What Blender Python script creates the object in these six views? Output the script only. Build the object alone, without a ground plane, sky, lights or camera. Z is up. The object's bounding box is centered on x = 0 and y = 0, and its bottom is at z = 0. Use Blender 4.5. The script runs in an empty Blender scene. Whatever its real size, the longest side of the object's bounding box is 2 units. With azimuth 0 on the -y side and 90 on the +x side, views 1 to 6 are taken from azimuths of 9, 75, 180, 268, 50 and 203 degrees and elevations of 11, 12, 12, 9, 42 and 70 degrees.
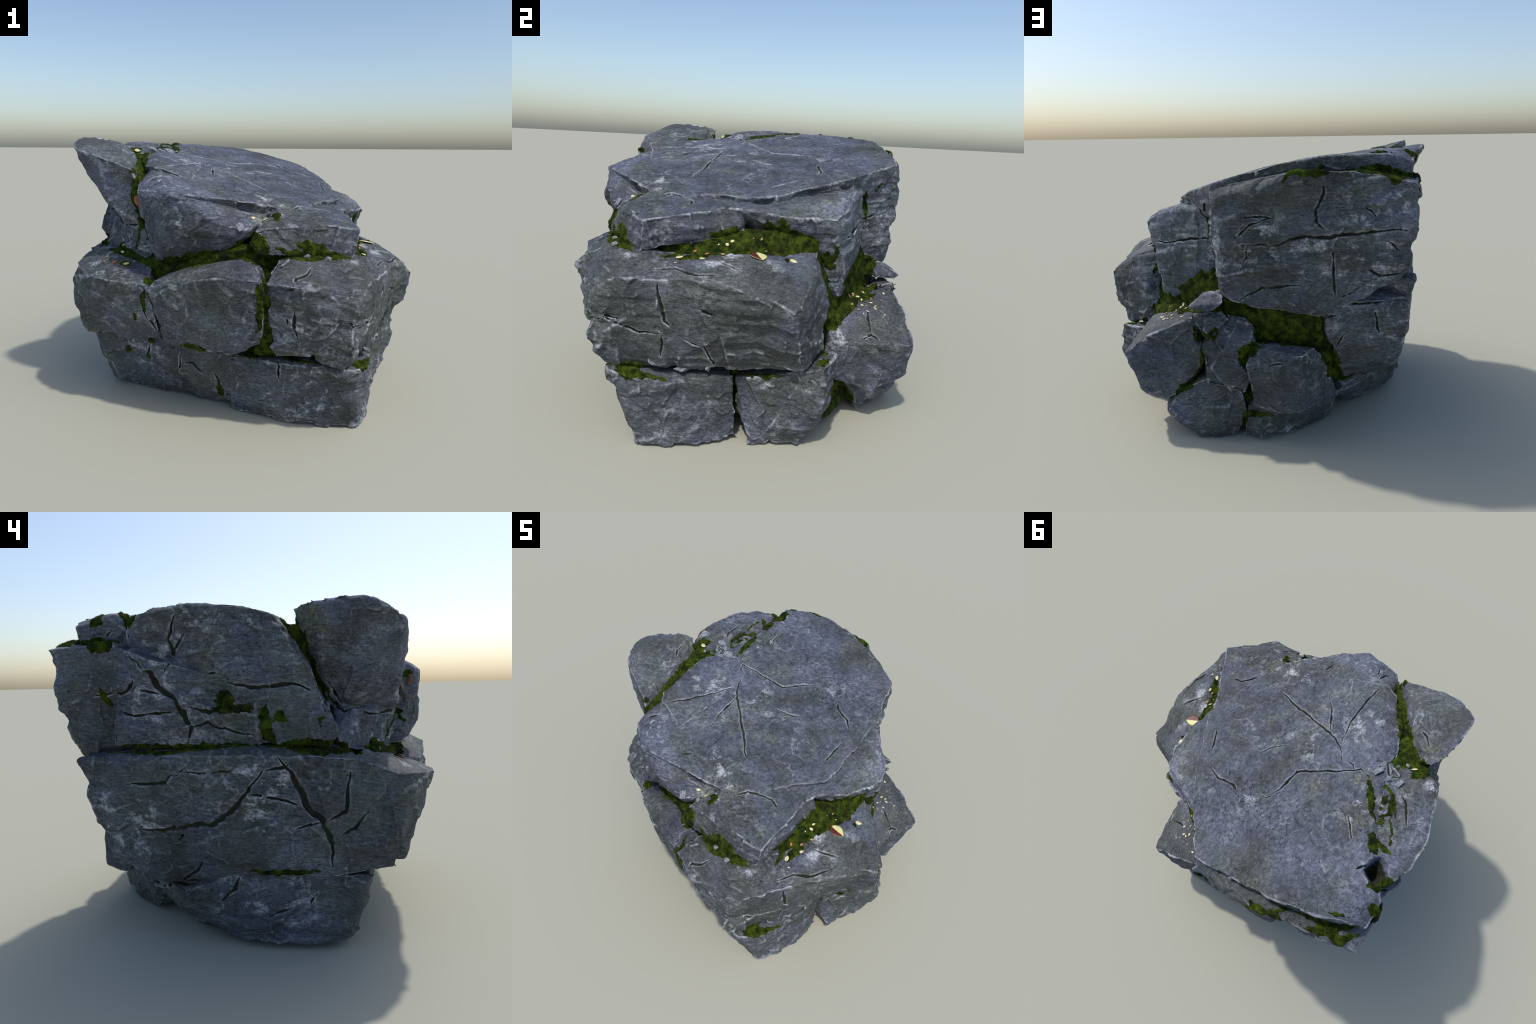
"""A weathered outcrop of split slate-grey rock: stacked blocks, a tilted cap slab,
moss in the joints and a little leaf litter."""
import bpy, bmesh, math, random
import numpy as np
from mathutils import Vector

VOX = 0.0056
RNG = np.random.RandomState(7)
random.seed(7)

# ------------------------------------------------------------------ noise
PERM = np.random.RandomState(11).permutation(256)
PERM = np.concatenate([PERM, PERM, PERM])
GRAD = np.random.RandomState(12).normal(size=(256, 3))
GRAD /= np.linalg.norm(GRAD, axis=1)[:, None]


def noise(p):
    """Gradient noise, about -0.7..0.7, for an (n,3) array."""
    i = np.floor(p).astype(int)
    f = p - i
    u = f * f * f * (f * (f * 6 - 15) + 10)
    i &= 255
    out = np.zeros(len(p))
    for dx in (0, 1):
        wx = u[:, 0] if dx else 1 - u[:, 0]
        for dy in (0, 1):
            wy = u[:, 1] if dy else 1 - u[:, 1]
            for dz in (0, 1):
                wz = u[:, 2] if dz else 1 - u[:, 2]
                h = PERM[PERM[PERM[i[:, 0] + dx] + i[:, 1] + dy] + i[:, 2] + dz]
                g = GRAD[h]
                d = f - np.array([dx, dy, dz])
                out += wx * wy * wz * np.einsum('ij,ij->i', g, d)
    return out


def fbm(p, octaves=3, gain=0.5):
    out, a = 0, 1.0
    for o in range(octaves):
        out = out + a * noise(p * (2 ** o) + 17.3 * o)
        a *= gain
    return out


def warp(p, scale, amount):
    return p + amount * np.stack([noise(p * scale + k) for k in (3.1, 41.7, 93.2)], 1)


def facets(p, size, soft=0.12):
    """Broken-rock facets: every cell of a jittered lattice gets its own tilted plane."""
    q = p / size
    base = np.floor(q).astype(int)
    f1 = np.full(len(p), 9.0); f2 = np.full(len(p), 9.0)
    v1 = np.zeros(len(p)); v2 = np.zeros(len(p))
    for dx in (-1, 0, 1):
        for dy in (-1, 0, 1):
            for dz in (-1, 0, 1):
                c = base + np.array([dx, dy, dz])
                h = PERM[PERM[PERM[c[:, 0] & 255] + (c[:, 1] & 255)] + (c[:, 2] & 255)]
                seed = c + 0.5 + 0.45 * GRAD[h]
                d = q - seed
                r = np.linalg.norm(d, axis=1)
                v = np.einsum('ij,ij->i', d, GRAD[(h * 7 + 13) & 255]) + 0.5 * GRAD[(h + 91) & 255, 0]
                near = r < f1
                mid = (~near) & (r < f2)
                f2 = np.where(near, f1, np.where(mid, r, f2))
                v2 = np.where(near, v1, np.where(mid, v, v2))
                f1 = np.where(near, r, f1)
                v1 = np.where(near, v, v1)
    w = np.clip((f2 - f1) / soft, 0, 1)
    w = 0.5 + 0.5 * w * w * (3 - 2 * w)
    return w * v1 + (1 - w) * v2


# ------------------------------------------------------------------ the blocks
# Each block of stone: one or more convex lumps given by their corners (metres).
# strata: how strongly the bedding layers show; rough: chipping; face: smooth top plane
BLOCKS = {
 'cap_slab': dict(strata=.6, rough=.85, lumps=[
  # tilted upper plate
  [(-.51,-.75,1.285),(-.295,-.836,1.278),(-.1,-.76,1.25),(.1,-.70,1.222),(.225,-.63,1.19),(.36,-.48,1.186),
   (.50,-.20,1.20),(.565,-.08,1.192),(.43,.22,1.285),(.434,.417,1.287),(.36,.56,1.317),(.245,.785,1.375),(-.05,.85,1.46),
   (-.29,.865,1.505),(-.62,.86,1.52),(-.775,.74,1.50),(-.74,.84,1.475),(-.76,.66,1.53),(-.66,.54,1.53),(-.61,.3,1.515),(-.53,.03,1.475),(-.515,-.3,1.43),(-.48,-.59,1.38),
   (-.45,-.60,1.0),(.2,-.5,1.0),(.40,.25,1.15),(.22,.73,1.2),(.32,.52,1.2),(-.1,.82,1.25),(-.62,.84,1.35),(-.74,.80,1.37),(-.55,.1,1.1)],
  # the side of the plate along the mossy cleft swells a little
  [(-.615,-.335,1.435),(-.50,-.36,1.45),(-.55,-.52,1.40),(-.46,-.585,1.402),(-.35,-.5,1.385),(-.25,-.6,1.33),(-.28,-.3,1.392),(-.34,-.1,1.415),(-.5,.05,1.462),(-.65,-.16,1.465),(-.63,.2,1.50),
   (-.5,-.4,1.2),(-.3,-.2,1.2),(-.6,-.1,1.25)],
  # broad front face under the broken edge
  [(-.51,-.75,1.28),(-.295,-.836,1.272),(-.1,-.785,1.212),(-.07,-.835,1.135),(-.12,-.84,1.09),(-.36,-.81,1.01),
   (-.43,-.70,.894),(-.28,-.71,.885),(.05,-.76,1.0),(-.1,-.4,.9),(-.5,-.4,.9),(-.49,-.5,1.3),(.07,-.79,1.085),(.21,-.645,1.135)],
  # lower lip plate
  [(.225,-.63,1.18),(.12,-.80,1.09),(.24,-.73,1.13),(.428,-.735,1.12),(.67,-.67,1.095),(.645,-.675,.945),(.42,-.765,.955),(.15,-.84,.965),(.1,-.825,1.02),
   (.36,-.48,1.182),(.575,-.30,1.145),(.55,-.20,1.14),(.61,-.42,.975),(.57,-.17,1.03),(.2,-.3,1.0),(.3,-.1,1.18)],
  # shelf on the right
  [(.36,-.30,1.175),(.55,-.20,1.14),(.60,-.06,1.145),(.58,.355,1.198),(.707,.26,1.11),(.655,-.02,1.12),
   (.505,.40,1.205),(.43,.417,1.24),(.55,-.1,1.02),(.63,.15,.95),(.3,.3,1.0),(.3,-.2,1.0)],
  # right corner pillar
  [(.707,.26,1.11),(.65,.18,1.0),(.625,.35,1.16),(.505,.40,1.205),(.36,.485,1.27),(.27,.57,1.22),(.245,.60,1.0),(.24,.60,.80),(.62,.26,.80),(.60,.33,.70),(.575,.395,.93),(.49,.40,.67),
   (.50,.27,.72),(.28,.48,.7),(.3,.0,.7),(.42,.0,1.0)]]),
 'spire': dict(strata=.2, rough=.6, lumps=[
  [(-.555,-.66,1.38),(-.80,-.615,1.46),(-.97,-.52,1.495),(-.985,-.46,1.515),(-.975,-.40,1.555),(-.75,-.42,1.51),(-.95,-.29,1.565),(-.89,-.16,1.55),(-.82,-.10,1.53),
   (-.72,-.25,1.485),(-.645,-.42,1.45),(-.915,-.545,1.42),(-.86,-.2,1.38),(-.70,-.2,1.22),(-.79,-.40,1.15),(-.73,-.60,1.2),(-.60,-.62,1.08),
   (-.51,-.65,1.10),(-.5,-.3,1.05),(-.68,-.3,1.09)],
  [(-.58,-.61,1.09),(-.52,-.64,1.10),(-.5,-.3,1.1),(-.79,-.38,1.1),(-.74,-.30,1.1),(-.78,-.36,1.03),(-.84,-.34,.97),(-.86,-.33,.92),(-.86,-.28,1.0),(-.80,-.40,.93),(-.54,-.615,.90),(-.526,-.62,.88),
   (-.46,-.63,.88),(-.80,-.40,.90),(-.5,-.2,.88)]]),
 'wall_slab': dict(strata=1.1, rough=.75, lumps=[
  # tall back face
  [(-.745,.97,1.38),(-.5,.965,1.41),(-.45,.955,1.44),(-.16,.935,1.44),(-.03,.935,1.355),(.11,.885,1.255),(-.742,.955,1.29),(-.4,.91,1.29),(-.1,.885,1.25),(.15,.83,1.18),(.235,.77,1.36),(-.79,.68,1.40),(-.5,.5,1.4),(.1,.4,1.25)],
  [(-.742,.955,1.30),(.10,.885,1.25),(.2,.835,1.13),(.2,.81,.95),(.20,.79,.80),
   (.235,.77,1.36),(.235,.745,1.20),(.195,.74,1.0),(.18,.68,.80),(.29,.52,1.28),(.26,.5,.8),
   (.04,.81,.74),(-.2,.83,.72),(-.3,.82,.68),(-.73,.86,.93),(-.745,.945,1.15),(-.79,.68,1.40),(-.68,.5,.94),(-.5,.5,.8),(-.5,.5,1.4),(.1,.4,1.2)],
  # left side: overhanging rim block, and the corner below it
  [(-.87,.48,1.53),(-.912,.33,1.55),(-.912,.15,1.54),(-.905,.0,1.505),(-.84,-.04,1.5),(-.81,.2,1.2),(-.78,.35,1.2),(-.78,.60,1.50),(-.73,.66,1.39),
   (-.66,.55,1.52),(-.56,.1,1.47),(-.6,-.1,1.45),(-.5,.6,1.1)],
  [(-.91,.0,1.50),(-.84,-.04,1.5),(-.93,-.29,1.0),(-.92,-.20,1.22),(-.91,-.26,.93),(-.76,-.29,1.05),(-.80,.22,.94),(-.81,.22,1.25),(-.90,.12,1.5),(-.6,-.1,1.45),(-.6,-.12,1.0),(-.5,.3,1.0)],
  [(-.80,.22,.94),(-.81,.22,1.25),(-.81,.38,.935),(-.76,.72,.93),(-.775,.66,1.38),(-.875,.52,1.33),(-.5,.2,1.3),(-.5,.6,.95),(-.5,.2,.95)],
  ]),
 'side_block': dict(strata=.4, rough=.8, lumps=[
  [(-.85,.35,.915),(-.79,.2,.955),(-.70,.7,.93),(-.755,.865,.905),(-.765,.875,.885),(-.755,.83,.80),(-.84,.35,.80),(-.935,-.1,.82),(-.93,.05,.76),(-.97,-.38,.90),(-.96,-.40,.80),(-.955,-.1,.91),(-.80,-.3,.945),(-.4,-.3,.9),(-.4,.6,.9),(-.4,.0,.7)],
  [(-.755,.83,.80),(-.755,.85,.71),(-.735,.79,.60),(-.74,.66,.38),(-.75,.52,.30),
   (-.885,.12,.40),(-.94,-.28,.36),(-.93,-.55,.40),(-.985,-.50,.60),(-.985,-.50,.80),(-.935,-.1,.82),(-.93,.05,.76),(-.84,.35,.80),(-.4,-.3,.85),(-.4,.6,.85),(-.4,.5,.3),(-.4,-.4,.4),
   (-.45,.645,.28),(-.42,.72,.42),(-.33,.785,.62),(-.3,.82,.75)]]),
 'block': dict(strata=.4, rough=.8, lumps=[
  [(-.985,-.53,.835),(-.92,-.63,.82),(-.764,-.765,.80),(-.446,-.825,.785),(-1.0,-.555,.76),(-1.0,-.55,.58),(-.93,-.575,.44),(-.75,-.63,.42),
   (-.51,-.695,.43),(-.39,-.745,.45),(-.44,-.76,.62),(-.7,-.45,.905),(-.46,-.62,.865),(-.95,-.34,.90),(-.94,-.34,.44),(-.85,-.4,.92),(-.82,-.4,.42),(-.4,-.4,.45)]]),
 'block.001': dict(strata=.3, rough=.8, lumps=[
  [(-.446,-.825,.775),(-.40,-.82,.81),(-.22,-.79,.89),(.0,-.83,.935),(-.06,-.945,.865),(.10,-.82,.95),(.15,-.88,.92),(.19,-.95,.86),(.205,-.935,.80),(.20,-.90,.60),(.17,-.84,.50),
   (.04,-.885,.60),(.10,-.82,.455),(.0,-.85,.43),(-.16,-.81,.43),(-.39,-.745,.45),(-.44,-.76,.62),(-.3,-.5,.85),(.15,-.5,.9),(.15,-.5,.45),(-.3,-.5,.45)]]),
 'block.002': dict(strata=1.0, rough=.9, lumps=[
  [(.207,-.945,.85),(.207,-.90,.72),(.38,-.935,.68),(.235,-.80,.47),(.25,-.83,.955),(.375,-.985,.845),(.66,-.90,.79),(.70,-.87,.80),(.73,-.81,.845),(.80,-.615,.838),(.85,-.47,.892),
   (.665,-.88,.50),(.40,-.83,.45),(.6,-.5,.42),(.6,-.67,.965),(.58,-.80,.94),(.3,-.85,.957),(.3,-.4,.4),(.25,-.83,.43),(.3,-.4,.9)],
  [(.66,-.90,.79),(.70,-.87,.80),(.50,-.87,.50),(.64,-.925,.53),(.65,-.88,.47),(.61,-.81,.385),(.50,-.82,.39),(.45,-.80,.42),(.45,-.85,.7),(.6,-.6,.5)],
  [(.67,-.88,.79),(.73,-.81,.845),(.80,-.615,.838),(.85,-.47,.892),(.924,-.348,.875),
   (.90,-.206,.835),(.97,-.12,.76),(.82,-.08,.415),(.80,.0,.7),(.62,-.80,.38),(.65,-.84,.50),
   (.78,-.20,.395),(.726,-.577,.42),(.62,.2,.95),(.6,-.67,.945),(.78,-.13,.925),(.3,-.4,.4),(.5,.25,.5)],
  [(1.025,-.03,.735),(1.0,.0,.60),(.945,.02,.56),(.90,.06,.41),(.84,.0,.41),(.79,-.16,.40),(.83,-.2,.52),(.77,.205,.47),(.70,.235,.73),(.93,-.15,.80),(.813,.129,.88),(.84,-.02,.875),(.78,-.12,.92),(.95,.0,.745),(.80,.15,.70),(.62,.2,.95),(.5,.2,.6),(.70,.235,.75),(.6,-.1,.7)]]),
 'footing': dict(strata=.4, rough=.9, lumps=[
  [(-.895,-.445,.38),(-.91,-.31,.11),(-.88,-.315,.02),(-.72,-.37,.005),(-.46,-.44,.01),(-.02,-.56,.005),(-.6,-.53,.42),(.03,-.70,.385),(.03,-.69,.2),
   (-.55,-.50,.20),(-.5,0,.1),(0,-.2,.05),(0,-.3,.4),(-.6,-.3,.45),(-.80,-.46,.30)]]),
 'footing.001': dict(strata=.7, rough=1., lumps=[
  [(.0,-.72,.39),(.30,-.80,.385),(.60,-.83,.345),(.66,-.83,.395),(.70,-.695,.01),(.51,-.715,.005),(.27,-.70,.005),(-.07,-.58,.005),(.77,-.41,.005),(.74,-.30,.01),
   (.725,-.2,.015),(.75,-.24,.36),(.745,-.7,.36),(.2,-.3,.02),(.2,-.3,.4)]]),
 'footing.002': dict(strata=.7, rough=1., lumps=[
  [(.73,-.235,.34),(.845,-.03,.375),(.915,.16,.44),(.92,.15,.25),(.835,.08,.01),(.785,-.16,.005),(.70,.14,.01),(.60,.28,.06),(.69,-.22,.15),(.78,.27,.46),(.84,.22,.2),(.4,.2,.1),(.4,.2,.4)]]),
 'footing.003': dict(strata=.5, rough=.9, lumps=[
  [(-.93,-.45,.37),(-.86,.12,.38),(-.79,.42,.27),(-.70,.48,.27),(-.91,-.30,.10),(-.88,-.31,.02),(-.87,-.02,.015),(-.79,.18,.03),(-.66,.26,.02),(-.62,.44,.12),(-.4,.5,.08),(-.55,.36,.01),
   (-.80,-.42,.05),(-.4,.0,.02),(-.3,-.3,.3),(-.3,.5,.35),(-.45,.6,.2)]]),
 'boulder': dict(strata=.5, rough=.8, lumps=[
  [(.755,.72,.462),(.61,.735,.575),(.45,.745,.625),(.36,.75,.68),(.35,.6,.665),(.57,.29,.59),(.725,.28,.49),(.64,.25,.57),(.63,.25,.27),(.735,.52,.48),(.73,.63,.485),
   (.65,.735,.26),(.68,.55,.17),(.58,.30,.27),(.5,.77,.21),(.42,.765,.26),(.29,.755,.45),(.3,.4,.3),(.33,.765,.58)]]),
 'boulder.001': dict(strata=.2, rough=.9, lumps=[
  [(.52,.765,.16),(.47,.77,.26),(.29,.80,.36),(.11,.81,.34),(.07,.825,.16),(.13,.77,.005),(.36,.785,.008),(.54,.52,.005),(.57,.48,.14),(.25,.4,.01),(.2,.4,.3),(.5,.35,.25)]]),
 'boulder.002': dict(strata=.2, rough=.9, lumps=[
  [(.12,.78,.005),(.085,.82,.20),(-.2,.80,.23),(-.36,.70,.33),(-.42,.62,.2),(-.36,.61,.01),(-.14,.77,.005),(.01,.835,.015),(-.3,.4,.01),(0,.4,.3),(-.40,.5,.1)]]),
 'boulder.003': dict(strata=.5, rough=.6, lumps=[
  [(.075,.86,.455),(.04,.79,.535),(.055,.865,.21),(-.10,.895,.19),(-.22,.90,.22),(-.21,.905,.52),(-.05,.80,.54),(-.28,.82,.53),(-.37,.67,.34),(-.29,.78,.19),(.06,.6,.5),(-.2,.6,.3)]]),
 'boulder.004': dict(strata=.3, rough=.9, lumps=[
  [(.27,.81,.57),(.20,.83,.48),(.09,.83,.48),(.04,.795,.61),(.09,.755,.68),(.18,.745,.695),(.2,.6,.6),(.05,.6,.6)]]),
 'boulder.005': dict(strata=.3, rough=.8, lumps=[
  [(.37,.79,.66),(.37,.77,.71),(.2,.755,.715),(.15,.77,.67),(.29,.82,.57),(.22,.81,.60),(.3,.6,.65)]]),
 'boulder.006': dict(strata=.2, rough=.9, lumps=[
  [(.32,.80,.54),(.30,.82,.32),(.08,.825,.26),(.03,.81,.42),(.05,.79,.60),(.25,.78,.66),(.2,.5,.6),(.2,.5,.3),(.05,.5,.4)]]),
 'wedge_stone': dict(strata=.3, rough=.5, lumps=[
  [(.38,.795,.75),(.365,.78,.71),(.25,.81,.715),(.19,.80,.77),(.25,.65,.785),(.31,.72,.805),(.28,.58,.72),(.20,.7,.815)]]),
}


def hull_into(bm, pts):
    vs = [bm.verts.new(p) for p in pts]
    r = bmesh.ops.convex_hull(bm, input=vs)
    bad = [e for e in r['geom_interior'] + r['geom_unused'] if isinstance(e, bmesh.types.BMVert) and e.is_valid]
    if bad:
        bmesh.ops.delete(bm, geom=list(set(bad)), context='VERTS')


def voxel_mesh(name, lumps, voxel):
    """Union of convex lumps as one fine, even mesh."""
    bm = bmesh.new()
    for pts in lumps:
        b2 = bmesh.new()
        hull_into(b2, pts)
        bmesh.ops.recalc_face_normals(b2, faces=b2.faces)
        m = bpy.data.meshes.new('t'); b2.to_mesh(m); b2.free()
        bm.from_mesh(m); bpy.data.meshes.remove(m)
    me = bpy.data.meshes.new(name + '_hull'); bm.to_mesh(me); bm.free()
    ob = bpy.data.objects.new(name + '_hull', me)
    bpy.context.scene.collection.objects.link(ob)
    md = ob.modifiers.new('r', 'REMESH'); md.mode = 'VOXEL'; md.voxel_size = voxel
    dg = bpy.context.evaluated_depsgraph_get()
    ev = ob.evaluated_get(dg)
    out = bpy.data.meshes.new_from_object(ev)
    bpy.data.objects.remove(ob); bpy.data.meshes.remove(me)
    out.name = name
    return out


def coords(me):
    a = np.empty(len(me.vertices) * 3); me.vertices.foreach_get('co', a)
    return a.reshape(-1, 3)


def normals(me):
    a = np.empty(len(me.vertices) * 3); me.vertices.foreach_get('normal', a)
    return a.reshape(-1, 3)


def set_coords(me, p):
    me.vertices.foreach_set('co', p.astype(np.float32).ravel()); me.update()


def edges(me):
    e = np.empty(len(me.edges) * 2, dtype=np.int32); me.edges.foreach_get('vertices', e)
    return e.reshape(-1, 2)


def relax(p, e, n, k=0.5):
    cnt = np.bincount(e.ravel(), minlength=len(p))[:, None]
    for _ in range(n):
        s = np.zeros_like(p)
        for c in range(3):
            s[:, c] = np.bincount(e[:, 0], p[e[:, 1], c], len(p)) + np.bincount(e[:, 1], p[e[:, 0], c], len(p))
        p = p + k * (s / np.maximum(cnt, 1) - p)
    return p


def rock_relief(p, n, strata, rough, edge):
    """Offset along the normal: big facets, chips, broken arrises, bedding layers, grain."""
    top = np.clip((n[:, 2] - .55) / .3, 0, 1)          # cleavage planes stay flatter
    q = warp(p, 5.0, .03)
    d = rough * (1 - .85 * top) * .018 * facets(q, .19, .06)
    d += rough * (1 - .80 * top) * .010 * facets(q + 5.0, .085, .09)
    d += (1 - .5 * top) * .008 * fbm(p * 4.0, 3)
    # chips knocked off the arrises
    bite = np.clip(noise(warp(p, 9, .03) * 8.0 + 31) + .12, 0, 1)
    d -= rough * edge * (.030 * bite + .010 * np.clip(facets(p + 2.0, .05, .2), 0, 1))
    # bedding: layers that stand proud or weather back, dipping with the cap
    bed = p[:, 2] + .20 * p[:, 0] + .02 * fbm(p * 3.1, 2)
    lay = np.stack([p[:, 0] * 2.2, p[:, 1] * 2.2, bed * 15.0], 1)
    lay2 = np.stack([p[:, 0] * 4.5, p[:, 1] * 4.5, bed * 36.0], 1)
    patch = np.clip(.55 + 1.6 * noise(p * 2.8 + 50), .08, 1)
    rows = .0085 * np.tanh(5.0 * noise(warp(lay, 1.0, .25))) + .0045 * np.tanh(5.0 * noise(warp(lay2, 1.0, .3) + 9))
    ridg = 1 - 2 * np.abs(noise(warp(p, 7, .03) * np.array([7., 7., 42.0]) + 9))
    d += strata * (1 - top) * patch * (rows + .0028 * ridg)
    # step-like flakes left on the cleavage planes
    flake = np.tanh(14 * noise(warp(p, 4, .08) * np.array([3.2, 3.2, 1.5]) + 71))
    d += top * .0022 * flake
    d += .0018 * fbm(p * 38.0, 2)
    return d


# ------------------------------------------------------------------ cracks and moss runs
# Spines of the splits in the stone (opening width, points) and of the moss (half width, points)
CRACKS, MOSS = [], []


def crack(width, *pts):
    CRACKS.append((width, np.array(pts)))


def moss(radius, *pts):
    MOSS.append((radius, np.array(pts)))


crack(0.008, (0.22,-0.43,1.23), (-0,-0.29,1.3), (-0.23,-0.17,1.38), (-0.32,-0.09,1.41), (-0.36,-0,1.43))
crack(0.006, (-0.14,-0.44,1.32), (-0.19,-0.34,1.34), (-0.23,-0.18,1.37))
crack(0.008, (-0.47,-0.61,1.36), (-0.39,-0.46,1.39), (-0.33,-0.27,1.4), (-0.31,-0.11,1.41))
crack(0.008, (0.07,0.32,1.37), (-0.02,0.34,1.38), (-0.07,0.27,1.39), (-0.13,0.13,1.38), (-0.3,0.08,1.43), (-0.48,0.02,1.45), (-0.52,0.05,1.47))
crack(0.005, (-0.38,-0.01,1.44), (-0.42,-0,1.43), (-0.43,0.03,1.44))
crack(0.008, (0.37,0.25,1.3), (0.3,0.3,1.3), (0.19,0.32,1.34), (0.14,0.38,1.36))
crack(0.005, (0.13,0.08,1.34), (0.08,0.03,1.33), (-0.04,-0.03,1.36))
crack(0.007, (0.42,0.15,1.28), (0.44,0.02,1.24), (0.46,-0.06,1.23))
crack(0.008, (0.66,-0.44,0.93), (0.44,-0.42,1.15), (0.33,-0.5,1.18), (0.29,-0.6,1.17))
crack(0.006, (-0.39,-0.66,1.34), (-0.39,-0.72,1.32))
crack(0.012, (-0.61,0.05,1.48), (-0.68,0.12,1.48), (-0.73,0.25,1.51))
crack(0.007, (-0.7,0.08,1.49), (-0.76,0.15,1.5), (-0.79,0.28,1.52))
crack(0.01, (-0.57,0.03,1.47), (-0.57,-0.02,1.46), (-0.63,-0.09,1.47), (-0.64,-0.14,1.46))
crack(0.008, (-0.6,-0.06,1.46), (-0.63,0.01,1.48), (-0.68,0.01,1.48))
crack(0.005, (-0.46,0.28,1.48), (-0.49,0.33,1.49), (-0.54,0.44,1.51))
crack(0.007, (-0.71,-0.32,1.49), (-0.77,-0.27,1.49), (-0.79,-0.2,1.52), (-0.83,-0.19,1.53))
crack(0.007, (-0.6,0.58,1.53), (-0.66,0.53,1.51))
crack(0.013, (0.79,-0.61,0.83), (0.79,-0.59,0.75), (0.77,-0.57,0.66), (0.79,-0.54,0.62))
crack(0.009, (0.77,-0.59,0.59), (0.75,-0.58,0.53), (0.75,-0.59,0.47))
crack(0.007, (0.57,-0.91,0.66), (0.68,-0.83,0.66), (0.73,-0.77,0.65))
crack(0.008, (0.69,-0.85,0.66), (0.72,-0.78,0.63), (0.72,-0.68,0.59), (0.76,-0.6,0.59))
crack(0.008, (0.85,-0.43,0.73), (0.87,-0.35,0.7))
crack(0.006, (0.79,-0.53,0.6), (0.81,-0.41,0.54), (0.66,-0.26,0.36))
crack(0.009, (0.75,-0.64,0.89), (0.79,-0.52,0.9), (0.85,-0.45,0.89), (0.88,-0.31,0.89))
crack(0.007, (0.73,-0.33,0.92), (0.85,-0.24,0.9))
crack(0.008, (0.57,0.52,0.59), (0.69,0.49,0.52))
crack(0.01, (0.71,0.44,0.49), (0.69,0.49,0.51), (0.73,0.53,0.48))
crack(0.008, (-0.46,-0.81,0.76), (-0.48,-0.76,0.63), (-0.44,-0.75,0.55), (-0.4,-0.73,0.47))
crack(0.012, (0.35,-0.92,0.71), (0.35,-0.91,0.63), (0.37,-0.88,0.56))
crack(0.006, (0.32,-0.91,0.69), (0.32,-0.91,0.64))
crack(0.008, (-0.32,-0.6,0.27), (-0.25,-0.61,0.28), (-0.17,-0.63,0.21))
crack(0.007, (-0.33,-0.6,0.32), (-0.35,-0.54,0.15))
crack(0.007, (-0.53,-0.56,0.36), (-0.56,-0.52,0.28), (-0.55,-0.52,0.24))
crack(0.012, (-0.12,-0.64,0.25), (-0.1,-0.63,0.18), (-0.08,-0.6,0.11))
crack(0.007, (0.25,-0.77,0.42), (0.27,-0.77,0.28))
crack(0.006, (-0.13,-0.9,0.74), (-0.1,-0.88,0.69))
crack(0.007, (-0.1,-0.69,1.27), (-0.05,-0.62,1.27))
crack(0.007, (-0.47,-0.7,1.31), (-0.4,-0.62,1.35))
crack(0.007, (-0.67,-0.52,1.07), (-0.52,-0.64,1.08))
crack(0.009, (0.3,-0.94,0.81), (0.41,-0.89,0.89), (0.44,-0.83,0.93))
crack(0.01, (-0.31,0.94,1.39), (-0.31,0.91,1.33), (-0.28,0.9,1.25), (-0.28,0.91,1.2), (-0.33,0.92,1.14))
crack(0.012, (0.08,0.87,1.08), (-0.08,0.87,1.08), (-0.19,0.87,1.12), (-0.27,0.89,1.12), (-0.41,0.91,1.13), (-0.58,0.94,1.15), (-0.73,0.95,1.16))
crack(0.006, (0.05,0.87,1.07), (0.1,0.84,0.94))
crack(0.009, (-0.36,0.89,1.04), (-0.37,0.85,0.93), (-0.38,0.84,0.79))
crack(0.007, (-0.38,0.84,0.79), (-0.46,0.85,0.83), (-0.5,0.86,0.86))
crack(0.009, (-0.49,0.9,0.97), (-0.59,0.87,0.93), (-0.71,0.86,0.93))
crack(0.009, (-0.38,0.84,0.79), (-0.51,0.82,0.76), (-0.63,0.83,0.77), (-0.68,0.82,0.78))
crack(0.008, (-0.58,0.84,0.73), (-0.6,0.8,0.64), (-0.62,0.79,0.57))
crack(0.008, (0.11,0.81,0.78), (-0.01,0.82,0.85), (-0.18,0.85,0.87), (-0.22,0.85,0.86))
crack(0.008, (-0.29,0.78,0.67), (-0.39,0.81,0.69))
crack(0.007, (-0.07,0.88,1.21), (0.04,0.88,1.18), (0.12,0.85,1.11))
crack(0.006, (-0.51,0.93,1.26), (-0.57,0.94,1.21))
crack(0.006, (-0.62,0.92,1.1), (-0.69,0.9,1.04))
crack(0.006, (-0.08,0.88,1.21), (0.06,0.87,1.22))
crack(0.008, (0.66,0.29,1), (0.53,0.41,1.01), (0.38,0.5,1.05), (0.22,0.76,1.09))
crack(0.006, (-0.3,0.75,0.52), (-0.39,0.73,0.5), (-0.45,0.78,0.6))
crack(0.007, (-0.04,0.88,0.46), (-0.11,0.88,0.47))
crack(0.018, (-0.76,0.62,1.37), (-0.84,0.57,1.32), (-0.85,0.51,1.27), (-0.83,0.48,1.21), (-0.84,0.41,1.15), (-0.81,0.38,1.09), (-0.83,0.35,1.03), (-0.79,0.37,0.94))
crack(0.011, (-0.9,0.39,1.51), (-0.83,0.43,1.41), (-0.81,0.41,1.36), (-0.85,0.43,1.3), (-0.86,0.47,1.25))
crack(0.008, (-0.86,0.36,1.42), (-0.81,0.41,1.36))
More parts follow.
